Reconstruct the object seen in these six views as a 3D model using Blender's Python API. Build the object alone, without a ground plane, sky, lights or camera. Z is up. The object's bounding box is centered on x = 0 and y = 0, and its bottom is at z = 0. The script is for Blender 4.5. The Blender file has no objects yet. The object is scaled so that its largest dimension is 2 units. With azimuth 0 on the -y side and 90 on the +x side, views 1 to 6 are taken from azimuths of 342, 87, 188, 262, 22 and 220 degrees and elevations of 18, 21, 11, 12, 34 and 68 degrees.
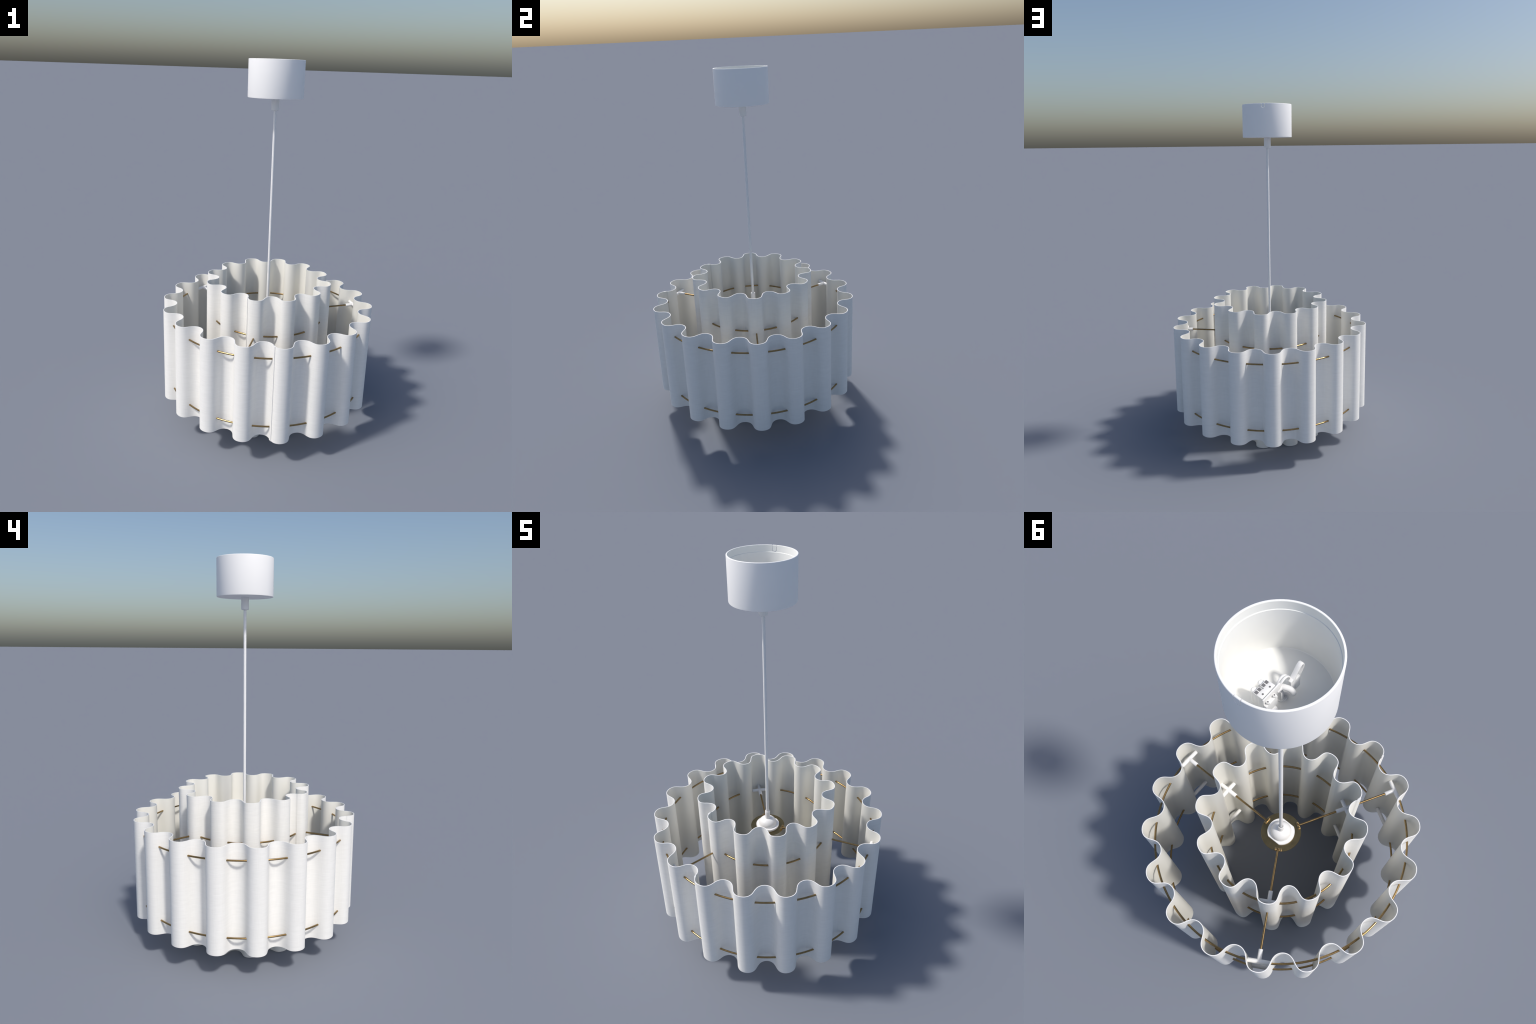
import bpy, bmesh, math
import numpy as np
from mathutils import Vector, Matrix

# ---------------------------------------------------------------- sizes (metres)
TAU = 2 * math.pi
SHEET = 0.0030                       # thickness of the shade sheet
# each shade: lobes, mean radius, wave height, second harmonic, overhang, bottom, top, seam (wave angle)
SHADES = [
    dict(n=18, r=0.5584, a=0.0400, a2=-0.0004, b=0.0142, z0=0.142, z1=0.678, seam=-103.87,
         ring=0.5555, sleeve=0.048),
    dict(n=12, r=0.3195, a=0.0367, a2=-0.0022, b=0.0238, z0=0.000, z1=0.821, seam=-125.23,
         ring=0.3135, sleeve=0.042),
]
RING_Z = (0.6040, 0.2165)
ARMS = (0, 120, 240)
WIRE_R, ROD_R, SLEEVE_R = 0.0047, 0.0046, 0.0094
CANOPY_R, CANOPY_Z0, CANOPY_Z1 = 0.1450, 1.8110, 2.0
CORD_R = 0.0075


# ---------------------------------------------------------------- materials
def new_mat(name):
    m = bpy.data.materials.new(name)
    m.use_nodes = True
    nt = m.node_tree
    return m, nt, nt.nodes["Principled BSDF"]


def node(nt, kind, **kw):
    n = nt.nodes.new(kind)
    for k, v in kw.items():
        if k in n.inputs.keys():
            n.inputs[k].default_value = v
        else:
            setattr(n, k, v)
    return n


def stretched_noise(nt, scale, detail=3.0):
    """Noise on object coordinates with its own scale per axis."""
    tc = node(nt, "ShaderNodeTexCoord")
    mp = node(nt, "ShaderNodeMapping")
    mp.inputs["Scale"].default_value = scale
    no = node(nt, "ShaderNodeTexNoise")
    no.inputs["Scale"].default_value = 1.0
    no.inputs["Detail"].default_value = detail
    no.inputs["Roughness"].default_value = 0.6
    nt.links.new(tc.outputs["Object"], mp.inputs["Vector"])
    nt.links.new(mp.outputs["Vector"], no.inputs["Vector"])
    return no.outputs["Fac"]


def math_node(nt, op, a, b):
    n = node(nt, "ShaderNodeMath", operation=op)
    for i, x in enumerate((a, b)):
        if isinstance(x, (int, float)):
            n.inputs[i].default_value = x
        else:
            nt.links.new(x, n.inputs[i])
    return n.outputs[0]


def two_tone(nt, fac, c0, c1, p0=0.3, p1=0.7):
    r = node(nt, "ShaderNodeValToRGB")
    r.color_ramp.elements[0].position, r.color_ramp.elements[1].position = p0, p1
    r.color_ramp.elements[0].color, r.color_ramp.elements[1].color = (*c0, 1), (*c1, 1)
    nt.links.new(fac, r.inputs["Fac"])
    return r.outputs["Color"]


def bump(nt, bsdf, height, strength, dist):
    b = node(nt, "ShaderNodeBump")
    b.inputs["Strength"].default_value = strength
    b.inputs["Distance"].default_value = dist
    nt.links.new(height, b.inputs["Height"])
    nt.links.new(b.outputs["Normal"], bsdf.inputs["Normal"])


def make_fabric():
    m, nt, p = new_mat("linen_fabric")
    weft = stretched_noise(nt, (22, 22, 420))        # horizontal threads
    warp = stretched_noise(nt, (330, 330, 14))       # upright threads
    slub = stretched_noise(nt, (9, 9, 90), 2.0)      # broad uneven bands
    weave = math_node(nt, "ADD", math_node(nt, "MULTIPLY", weft, 0.5), math_node(nt, "MULTIPLY", warp, 0.3))
    weave = math_node(nt, "ADD", weave, math_node(nt, "MULTIPLY", slub, 0.2))
    col = two_tone(nt, weave, (0.83, 0.823, 0.795), (0.91, 0.903, 0.875), 0.34, 0.66)
    nt.links.new(col, p.inputs["Base Color"])
    p.inputs["Roughness"].default_value = 0.85
    p.inputs["Specular IOR Level"].default_value = 0.25
    bump(nt, p, weave, 0.22, 0.002)
    return m


def make_plain(name, c0, c1, rough, spec=0.4, scale=(14, 14, 14)):
    m, nt, p = new_mat(name)
    n = stretched_noise(nt, scale)
    nt.links.new(two_tone(nt, n, c0, c1), p.inputs["Base Color"])
    p.inputs["Roughness"].default_value = rough
    p.inputs["Specular IOR Level"].default_value = spec
    return m


def make_brass(name, c0, c1, rough, scale=(60, 60, 60)):
    m, nt, p = new_mat(name)
    n = stretched_noise(nt, scale)
    nt.links.new(two_tone(nt, n, c0, c1), p.inputs["Base Color"])
    p.inputs["Metallic"].default_value = 1.0
    p.inputs["Roughness"].default_value = rough
    return m


FABRIC = make_fabric()
LINER = make_plain("liner_sheet", (0.83, 0.822, 0.77), (0.86, 0.852, 0.80), 0.6, 0.3, (5, 5, 2))
EDGE = make_plain("cut_edge", (0.92, 0.915, 0.90), (0.95, 0.945, 0.93), 0.32, 0.6)
PAINT = make_plain("white_painted_metal", (0.965, 0.965, 0.965), (0.98, 0.98, 0.98), 0.6, 0.5)  # base white raised above the shaded-side match to reach the sunlit brightness
INSIDE = make_plain("canopy_inside_greyer_white", (0.88, 0.885, 0.86), (0.90, 0.905, 0.88), 0.6, 0.3)
PLASTIC = make_plain("white_plastic", (0.89, 0.89, 0.885), (0.91, 0.91, 0.905), 0.35, 0.5)
CABLE = make_plain("white_cable_sheath", (0.87, 0.87, 0.87), (0.89, 0.89, 0.89), 0.4)
BRASS = make_brass("brass_wire", (0.295, 0.20, 0.089), (0.375, 0.258, 0.119), 0.24)
PLATE = make_brass("brushed_brass_plate", (0.215, 0.165, 0.08), (0.265, 0.205, 0.10), 0.32, (40, 40, 400))
CLIP = make_brass("bright_brass", (0.46, 0.325, 0.15), (0.54, 0.385, 0.18), 0.28)
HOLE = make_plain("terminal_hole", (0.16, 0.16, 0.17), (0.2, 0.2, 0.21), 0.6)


# ---------------------------------------------------------------- object helpers
def finish(name, bm, mats, parent, smooth=40, loc=None):
    me = bpy.data.meshes.new(name)
    bmesh.ops.recalc_face_normals(bm, faces=bm.faces)
    bm.to_mesh(me)
    bm.free()
    for m in (mats if isinstance(mats, (list, tuple)) else [mats]):
        me.materials.append(m)
    me.shade_smooth()
    me.set_sharp_from_angle(angle=math.radians(smooth))
    ob = bpy.data.objects.new(name, me)
    bpy.context.scene.collection.objects.link(ob)
    ob.parent = parent
    return ob


def add_revolve(bm, profile, seg=64, centre=(0, 0), mat=0):
    """Revolve an (r, z) profile about a vertical axis; r = 0 closes to a point."""
    rings = []
    for r, z in profile:
        if r < 1e-7:
            rings.append([bm.verts.new((centre[0], centre[1], z))])
        else:
            rings.append([bm.verts.new((centre[0] + r * math.cos(TAU * i / seg),
                                        centre[1] + r * math.sin(TAU * i / seg), z)) for i in range(seg)])
    for a, b in zip(rings, rings[1:]):
        for i in range(seg):
            j = (i + 1) % seg
            vs = [a[i % len(a)], a[j % len(a)], b[j % len(b)], b[i % len(b)]]
            vs = list(dict.fromkeys(vs))
            if len(vs) >= 3:
                f = bm.faces.new(vs)
                f.material_index = mat


def add_tube(bm, pts, radius, seg=16, closed=False, mat=0, chamfer=0.0):
    """Round tube along a polyline; ends capped, optionally with a small chamfer."""
    pts = [Vector(p) for p in pts]
    n = len(pts)
    rad = [radius] * n
    if chamfer and not closed:
        d0, d1 = (pts[1] - pts[0]).normalized(), (pts[-2] - pts[-1]).normalized()
        pts = [pts[0], pts[0] + d0 * chamfer] + pts[1:-1] + [pts[-1] + d1 * chamfer, pts[-1]]
        rad = [radius - chamfer] + [radius] * (len(pts) - 2) + [radius - chamfer]
        n = len(pts)
    tang = []
    for i in range(n):
        a = pts[(i - 1) % n] if closed or i > 0 else pts[i]
        b = pts[(i + 1) % n] if closed or i < n - 1 else pts[i]
        tang.append((b - a).normalized())
    up = Vector((0, 0, 1))
    if abs(tang[0].dot(up)) > 0.9:
        up = Vector((1, 0, 0))
    nrm = (up - tang[0] * up.dot(tang[0])).normalized()
    rings = []
    for i in range(n):
        if i:
            nrm = (nrm - tang[i] * nrm.dot(tang[i])).normalized()
        bi = tang[i].cross(nrm)
        rings.append([bm.verts.new(pts[i] + (nrm * math.cos(TAU * k / seg) + bi * math.sin(TAU * k / seg)) * rad[i])
                      for k in range(seg)])
    for i in range(n if closed else n - 1):
        a, b = rings[i], rings[(i + 1) % n]
        for k in range(seg):
            f = bm.faces.new((a[k], a[(k + 1) % seg], b[(k + 1) % seg], b[k]))
            f.material_index = mat
    if not closed:
        for ring in (rings[0], rings[-1]):
            f = bm.faces.new(ring)
            f.material_index = mat


def add_box(bm, lo, hi, bevel=0.001, mat=0, matrix=None):
    c = (Vector(lo) + Vector(hi)) / 2
    s = Vector(hi) - Vector(lo)
    r = bmesh.ops.create_cube(bm, size=1.0, matrix=Matrix.Translation(c) @ Matrix.Diagonal((*s, 1)))
    vs = r["verts"]
    faces = {f for v in vs for f in v.link_faces}
    for f in faces:
        f.material_index = mat
    if bevel:
        edges = list({e for v in vs for e in v.link_edges})
        out = bmesh.ops.bevel(bm, geom=edges, offset=bevel, segments=2, affect="EDGES", profile=0.5)
        vs = list({v for f in out["faces"] for v in f.verts} | {v for v in vs if v.is_valid})
    if matrix is not None:
        seen = set()
        todo = [v for v in vs if v.is_valid]
        while todo:                                   # every vertex of this island
            v = todo.pop()
            if v in seen:
                continue
            seen.add(v)
            todo += [e.other_vert(v) for e in v.link_edges]
        bmesh.ops.transform(bm, matrix=matrix, verts=list(seen))


def spin(deg):
    return Matrix.Rotation(math.radians(deg), 4, "Z")


# ---------------------------------------------------------------- the wavy shades
def wave_xy(s, t):
    """Centre line of a shade: a radial wave whose flanks lean over a little."""
    r = s["r"] + s["a"] * np.cos(s["n"] * t) + s["a2"] * np.cos(2 * s["n"] * t)
    th = t + s["b"] * np.sin(2 * s["n"] * t)
    return np.stack([r * np.cos(th), r * np.sin(th)], -1)


def build_shade(s, parent):
    fine = np.linspace(-math.pi, math.pi, 20001)
    xy = wave_xy(s, fine)
    t0 = math.radians(s["seam"])
    speed = np.linalg.norm(np.gradient(xy, fine, axis=0), axis=1)
    v0 = speed[np.argmin(np.abs(fine - t0))]
    under = 0.014 / v0                                # joint: the far end laps over the near one
    n_t = s["n"] * 56
    t = np.concatenate([np.linspace(t0 - under, t0 + TAU - 1.9 * under, n_t),
                        t0 + TAU + np.linspace(-1.8 * under, 0, 18)])
    c = wave_xy(s, t)
    e = 1e-5
    d = wave_xy(s, t + e) - wave_xy(s, t - e)
    d /= np.linalg.norm(d, axis=1)[:, None]
    nrm = np.stack([d[:, 1], -d[:, 0]], -1)           # points away from the axis
    w = np.clip((t - (t0 + TAU - 1.7 * under)) / (0.6 * under), 0, 1)
    w = w * w * (3 - 2 * w)
    c = c + nrm * (w * (SHEET + 0.0006))[:, None]
    zs = np.linspace(s["z0"], s["z1"], 13)
    bm = bmesh.new()
    lip = 0.0005
    sides = []
    for sign in (1, -1):
        p = c + nrm * sign * SHEET / 2
        sides.append([[bm.verts.new((x, y, z)) for x, y in p] for z in zs])
    out, inn = sides
    k = len(t)
    for rows, mi in ((out, 0), (inn, 1)):
        for a, b in zip(rows, rows[1:]):
            for i in range(k - 1):
                f = bm.faces.new((a[i], a[i + 1], b[i + 1], b[i]))
                f.material_index = mi
    for j in (0, len(zs) - 1):
        for i in range(k - 1):
            f = bm.faces.new((out[j][i], out[j][i + 1], inn[j][i + 1], inn[j][i]))
            f.material_index = 2
    for j in range(len(zs) - 1):
        for i in (0, k - 1):
            f = bm.faces.new((out[j][i], out[j + 1][i], inn[j + 1][i], inn[j][i]))
            f.material_index = 2
    return finish("lampshade", bm, [FABRIC, LINER, EDGE], parent, 50)


def circle_pts(r, z, n):
    return [(r * math.cos(TAU * i / n), r * math.sin(TAU * i / n), z) for i in range(n)]


def build_ring(s, z, parent):
    bm = bmesh.new()
    add_tube(bm, circle_pts(s["ring"], z, 180), WIRE_R, 14, closed=True)
    return finish("support_ring", bm, BRASS, parent, 60)


def sleeve_mesh(s, radial):
    """White sleeve over the ring; the rod branches run inward (and through) along +x."""
    bm = bmesh.new()
    L, x = s["sleeve"], s["ring"] - 0.003
    bar = [(x, -L, 0), (x, -L * 0.4, 0), (x, L * 0.4, 0), (x, L, 0)]
    add_tube(bm, bar, SLEEVE_R, 20, chamfer=0.0008)
    if radial:
        a, b = radial
        add_tube(bm, [(a, 0, 0), ((a + b) / 2, 0, 0), (b, 0, 0)], SLEEVE_R * 0.98, 20, chamfer=0.0008)
    return bm


def place_copies(first, angles, z):
    obs = [first]
    for _ in angles[1:]:
        o = first.copy()
        bpy.context.scene.collection.objects.link(o)
        obs.append(o)
    for o, a in zip(obs, angles):
        o.matrix_local = Matrix.Translation((0, 0, z)) @ spin(a)
    return obs


# ---------------------------------------------------------------- build
lamp = bpy.data.objects.new("pendant_lamp", None)
bpy.context.scene.collection.objects.link(lamp)
lamp["label"] = "white pendant lamp with two wavy concentric fabric shades and brass wires"
lamp["category"] = "pendant lamp"

for s, branch in zip(SHADES, ((0.504, 0.5525), (0.264, 0.3535))):
    shade = build_shade(s, lamp)
    for z in RING_Z:
        build_ring(s, z, shade)
    joint = finish("rod_connector", sleeve_mesh(s, branch), PLASTIC, shade, 50)
    place_copies(joint, ARMS, RING_Z[0])
    plain = finish("ring_sleeve", sleeve_mesh(s, None), PLASTIC, shade, 50)
    place_copies(plain, ARMS, RING_Z[1])

# hub: brass disc with three clips, spokes
bm = bmesh.new()
PLATE_Z = 0.6000
add_revolve(bm, [(0.030, PLATE_Z - 0.0025), (0.0875, PLATE_Z - 0.0025), (0.0888, PLATE_Z - 0.0015),
                 (0.0888, PLATE_Z + 0.0000), (0.0880, PLATE_Z + 0.0008), (0.030, PLATE_Z + 0.0008),
                 (0.030, PLATE_Z - 0.0025)], 96)
hub = finish("hub_plate", bm, PLATE, lamp, 40)

bm = bmesh.new()
# two posts on a foot plate; the rod drops into the slot between them
add_box(bm, (0.0745, -0.0160, 0.0006), (0.0868, 0.0160, 0.0022), 0.0003)
for y0, y1 in ((-0.0158, -0.0102), (-0.0085, -0.0048), (0.0048, 0.0085), (0.0102, 0.0158)):
    add_box(bm, (0.0755, y0, 0.0018), (0.0864, y1, 0.0102), 0.0005)
add_box(bm, (0.0755, -0.0060, 0.0018), (0.0775, 0.0060, 0.0102), 0.0004)
place_copies(finish("rod_clip", bm, CLIP, hub, 30), ARMS, PLATE_Z)

bm = bmesh.new()
add_tube(bm, [(0.077, 0, 0), (0.2, 0, 0), (0.4, 0, 0), (SHADES[0]["ring"] - 0.01, 0, 0)], ROD_R, 16, chamfer=0.0006)
place_copies(finish("spoke_rod", bm, BRASS, lamp, 40), ARMS, RING_Z[0] + 0.001)

# lamp holder: flange with two flats, dome, collar, body under the plate
bm = bmesh.new()
flange = []
for i in range(96):
    a = TAU * i / 96
    x, y = 0.0603 * math.cos(a), 0.0603 * math.sin(a)
    flange.append((x, max(-0.0525, min(0.0525, y))))
for z0, z1 in ((PLATE_Z + 0.0008, PLATE_Z + 0.0110),):
    lo = [bm.verts.new((x, y, z0)) for x, y in flange]
    hi = [bm.verts.new((x, y, z1 - 0.001)) for x, y in flange]
    top = [bm.verts.new((x * 0.985, y * 0.985, z1)) for x, y in flange]
    for p, q in ((lo, hi), (hi, top)):
        for i in range(96):
            bm.faces.new((p[i], p[(i + 1) % 96], q[(i + 1) % 96], q[i]))
    bm.faces.new(top)
    bm.faces.new(list(reversed(lo)))
socket = finish("lamp_holder", bm, PLASTIC, lamp, 35)
bm = bmesh.new()
dome = [(0.0465, 0.6105), (0.0465, 0.6140)]
for i in range(1, 13):
    a = math.radians(90 * i / 12)
    dome.append((0.0130 + 0.0335 * math.cos(a), 0.6140 + 0.0350 * math.sin(a)))
dome += [(0.0, 0.6490)]
add_revolve(bm, dome, 72)
finish("holder_dome", bm, PLASTIC, socket, 40)
bm = bmesh.new()
add_revolve(bm, [(0.0130, 0.6480), (0.0130, 0.6940), (0.0122, 0.6955), (0.0100, 0.6955), (0.0094, 0.6940),
                 (0.0094, 0.6550)], 40)
finish("cord_collar", bm, PLASTIC, socket, 40)
bm = bmesh.new()
add_revolve(bm, [(0.0, 0.5020), (0.024, 0.5020), (0.024, 0.5000), (0.0285, 0.5000), (0.0290, 0.5010),
                 (0.0290, 0.5900), (0.0400, 0.5940), (0.0400, 0.5972), (0.0, 0.5972)], 64)
finish("bulb_socket", bm, PLASTIC, socket, 40)

# cord
bm = bmesh.new()
cord_z = np.linspace(0.650, 1.80, 24)
add_tube(bm, [(0, 0, z) for z in cord_z], CORD_R, 20)
cord = finish("power_cord", bm, CABLE, lamp, 40)

# ceiling canopy: drum open at the top
bm = bmesh.new()
R = CANOPY_R
add_revolve(bm, [(0.0, CANOPY_Z0), (R - 0.0030, CANOPY_Z0), (R - 0.0008, CANOPY_Z0 + 0.0008), (R, CANOPY_Z0 + 0.003),
                 (R, CANOPY_Z1 - 0.0012), (R - 0.0012, CANOPY_Z1), (R - 0.0052, CANOPY_Z1), (R - 0.0060, CANOPY_Z1 - 0.001),
                 (R - 0.0060, 1.9725), (R - 0.0077, 1.9713), (R - 0.0077, CANOPY_Z0 + 0.010),
                 (R - 0.0097, CANOPY_Z0 + 0.008), (0.0, CANOPY_Z0 + 0.008)], 160)
for f in bm.faces:                                     # the well of the drum gets a greyer, warmer white
    c = f.calc_center_median()
    if math.hypot(c.x, c.y) < R - 0.0056 and c.z > CANOPY_Z0 + 0.004:
        f.material_index = 1
canopy = finish("ceiling_canopy", bm, [PAINT, INSIDE], lamp, 35)
# knock-out tab: a U-shaped slit through the wall at +y, bridged at two spots
bm = bmesh.new()
u = [(0.0096, 2.006), (0.0096, 1.9945)], [(0.0096, 1.9925), (0.0096, 1.984)] + [
    (0.0096 * math.cos(a), 1.984 - 0.0096 * math.sin(a)) for a in np.linspace(0.2, 1.9, 9)], [
    (0.0096 * math.cos(a), 1.984 - 0.0096 * math.sin(a)) for a in np.linspace(2.05, 2.95, 5)] + [
    (-0.0096, 1.984), (-0.0096, 2.006)]
W = 0.0013
for line in u:
    sec = []
    for i, (x, z) in enumerate(line):
        a, b = line[max(0, i - 1)], line[min(len(line) - 1, i + 1)]
        dx, dz = b[0] - a[0], b[1] - a[1]
        l = math.hypot(dx, dz)
        nx, nz = -dz / l * W, dx / l * W
        sec.append([bm.verts.new((x + sx * nx, y, z + sx * nz)) for sx, y in ((-1, 0.12), (1, 0.12), (1, 0.16), (-1, 0.16))])
    for p, q in zip(sec, sec[1:]):
        for k in range(4):
            bm.faces.new((p[k], p[(k + 1) % 4], q[(k + 1) % 4], q[k]))
    bm.faces.new(sec[0])
    bm.faces.new(sec[-1])
cutter = finish("slit_cutter", bm, PAINT, None)
mod = canopy.modifiers.new("slit", "BOOLEAN")
mod.operation, mod.solver, mod.object = "DIFFERENCE", "EXACT", cutter
bpy.context.view_layer.update()
cut = bpy.data.meshes.new_from_object(canopy.evaluated_get(bpy.context.evaluated_depsgraph_get()))
canopy.modifiers.clear()
canopy.data = cut
canopy.data.set_sharp_from_angle(angle=math.radians(35))
bpy.data.objects.remove(cutter)

bm = bmesh.new()
add_revolve(bm, [(0.0, CANOPY_Z0 + 0.001), (0.0202, CANOPY_Z0 + 0.001), (0.0200, 1.7540), (0.0188, 1.7500),
                 (0.0170, 1.7485), (0.0, 1.7485)], 48)
finish("cord_grip", bm, PLASTIC, canopy, 40)

FLOOR = CANOPY_Z0 + 0.008
# wiring inside the canopy: everything but the floor nut rides on a raised carrier
def seat(ob):
    """Settle a fitting onto its final place in the drum."""
    ob.data.transform(Matrix.Translation((0.005, -0.006, -0.013)))


TOP = 1.920                                            # top of the terminal block
bm = bmesh.new()
add_box(bm, (-0.0125, 0.0330, 1.862), (0.0035, 0.0810, TOP), 0.0012)
for y0, y1 in ((0.0335, 0.0555), (0.0590, 0.0805)):
    add_box(bm, (0.0030, y0, 1.864), (0.0155, y1, TOP - 0.0015), 0.0010)
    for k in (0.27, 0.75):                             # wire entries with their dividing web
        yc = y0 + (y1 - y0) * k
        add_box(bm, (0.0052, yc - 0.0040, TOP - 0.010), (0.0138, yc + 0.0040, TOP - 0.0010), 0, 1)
    yc = (y0 + y1) / 2
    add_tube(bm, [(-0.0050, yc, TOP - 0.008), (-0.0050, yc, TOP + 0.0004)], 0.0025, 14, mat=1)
    add_tube(bm, [(0.0215, yc, 1.862), (0.0215, yc, TOP - 0.007)], 0.0085, 20, chamfer=0.003)
add_box(bm, (-0.0100, 0.0420, FLOOR + 0.0125), (0.0080, 0.0720, 1.863), 0.002)
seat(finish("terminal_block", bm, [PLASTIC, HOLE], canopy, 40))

bm = bmesh.new()
X = -0.0165                                            # plane of the flat strap
add_box(bm, (X - 0.0022, 0.0220, 1.884), (X + 0.0022, 0.0840, TOP + 0.002), 0.0018)
add_box(bm, (X - 0.0110, 0.0430, 1.866), (X - 0.0018, 0.0840, 1.902), 0.0016)
for y in (0.0500, 0.0735):
    add_tube(bm, [(X - 0.0065, y, 1.896), (X - 0.0065, y, 1.910)], 0.0046, 18, chamfer=0.0014)
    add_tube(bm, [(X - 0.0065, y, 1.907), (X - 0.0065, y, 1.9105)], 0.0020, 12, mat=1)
add_tube(bm, [(X - 0.012, 0.052, 1.858), (X - 0.012, 0.068, 1.860), (X - 0.012, 0.086, 1.862)], 0.0085, 18, chamfer=0.002)
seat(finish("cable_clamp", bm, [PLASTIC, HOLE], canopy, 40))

bm = bmesh.new()
add_revolve(bm, [(0.0, FLOOR - 0.001), (0.0150, FLOOR - 0.001), (0.0150, FLOOR + 0.005), (0.0140, FLOOR + 0.006),
                 (0.0, FLOOR + 0.006)], 40, (-0.006, 0.004))
add_box(bm, (-0.0150, 0.0050, FLOOR + 0.001), (-0.0050, 0.0150, 1.860), 0.0014)
add_box(bm, (-0.0110, 0.0030, FLOOR + 0.004), (-0.0010, 0.0160, 1.880), 0.0014)
add_box(bm, (-0.0225, -0.0340, 1.833), (-0.0130, -0.0120, 1.883), 0.0020)
add_box(bm, (-0.0240, -0.0480, 1.829), (-0.0150, -0.0300, 1.875), 0.0030)
add_tube(bm, [(0.017, 0.014, 1.859), (0.003, 0.014, 1.871), (-0.007, 0.014, 1.877)], 0.0060, 16, chamfer=0.001)
finish("strain_relief", bm, PLASTIC, canopy, 40)


def flat_strap(bm, path, width, thick):
    """A flat band bent along a path that lies in an upright plane x = const."""
    secs = []
    for i, p in enumerate(path):
        p = Vector(p)
        d = (Vector(path[min(i + 1, len(path) - 1)]) - Vector(path[max(i - 1, 0)])).normalized()
        up = Vector((0, -d.z, d.y)).normalized()
        secs.append([bm.verts.new(p + Vector((sx * width / 2, 0, 0)) + up * sz * thick / 2)
                     for sx, sz in ((-1, -1), (1, -1), (1, 1), (-1, 1))])
    for p, q in zip(secs, secs[1:]):
        for k in range(4):
            bm.faces.new((p[k], p[(k + 1) % 4], q[(k + 1) % 4], q[k]))
    bm.faces.new(secs[0])
    bm.faces.new(secs[-1])


bm = bmesh.new()
for x, lift in ((-0.0165, 0.0), (-0.0080, -0.003)):     # two arched bands over the cable
    flat_strap(bm, [(x, 0.0060 + 0.0210 * math.cos(a), 1.890 + lift + 0.0290 * math.sin(a))
                    for a in np.linspace(0, math.pi, 19)], 0.0058, 0.0034)
flat_strap(bm, [(-0.0215, -0.012, 1.890), (-0.0215, -0.020, 1.896), (-0.0215, -0.027, 1.903), (-0.0215, -0.034, 1.912),
                (-0.0215, -0.041, 1.920), (-0.0215, -0.047, 1.924), (-0.0215, -0.052, 1.922), (-0.0215, -0.0545, 1.915),
                (-0.0215, -0.053, 1.905), (-0.0215, -0.047, 1.894), (-0.0215, -0.040, 1.884)], 0.0125, 0.0048)
bmesh.ops.bevel(bm, geom=list(bm.edges), offset=0.0006, segments=1, affect="EDGES")
seat(finish("hanging_hook", bm, PLASTIC, canopy, 50))

bm = bmesh.new()
loop = [(-0.004, -0.003, FLOOR), (-0.010, -0.006, 1.833), (-0.022, -0.008, 1.843), (-0.033, -0.006, 1.854),
        (-0.036, -0.003, 1.866), (-0.030, 0.000, 1.877), (-0.020, 0.005, 1.881), (-0.011, 0.011, 1.881), (-0.008, 0.026, 1.879)]
P = [Vector(p) for p in loop]
smooth_pts = []
for i in range(len(P) - 1):                            # Catmull-Rom through the control points
    a, b, c, d = P[max(0, i - 1)], P[i], P[i + 1], P[min(len(P) - 1, i + 2)]
    for k in range(6):
        t = k / 6
        smooth_pts.append(0.5 * (2 * b + (c - a) * t + (2 * a - 5 * b + 4 * c - d) * t * t
                                 + (3 * b - a - 3 * c + d) * t ** 3))
smooth_pts.append(P[-1])
add_tube(bm, smooth_pts, CORD_R, 18, chamfer=0.001)
finish("cable_loop", bm, CABLE, canopy, 50)
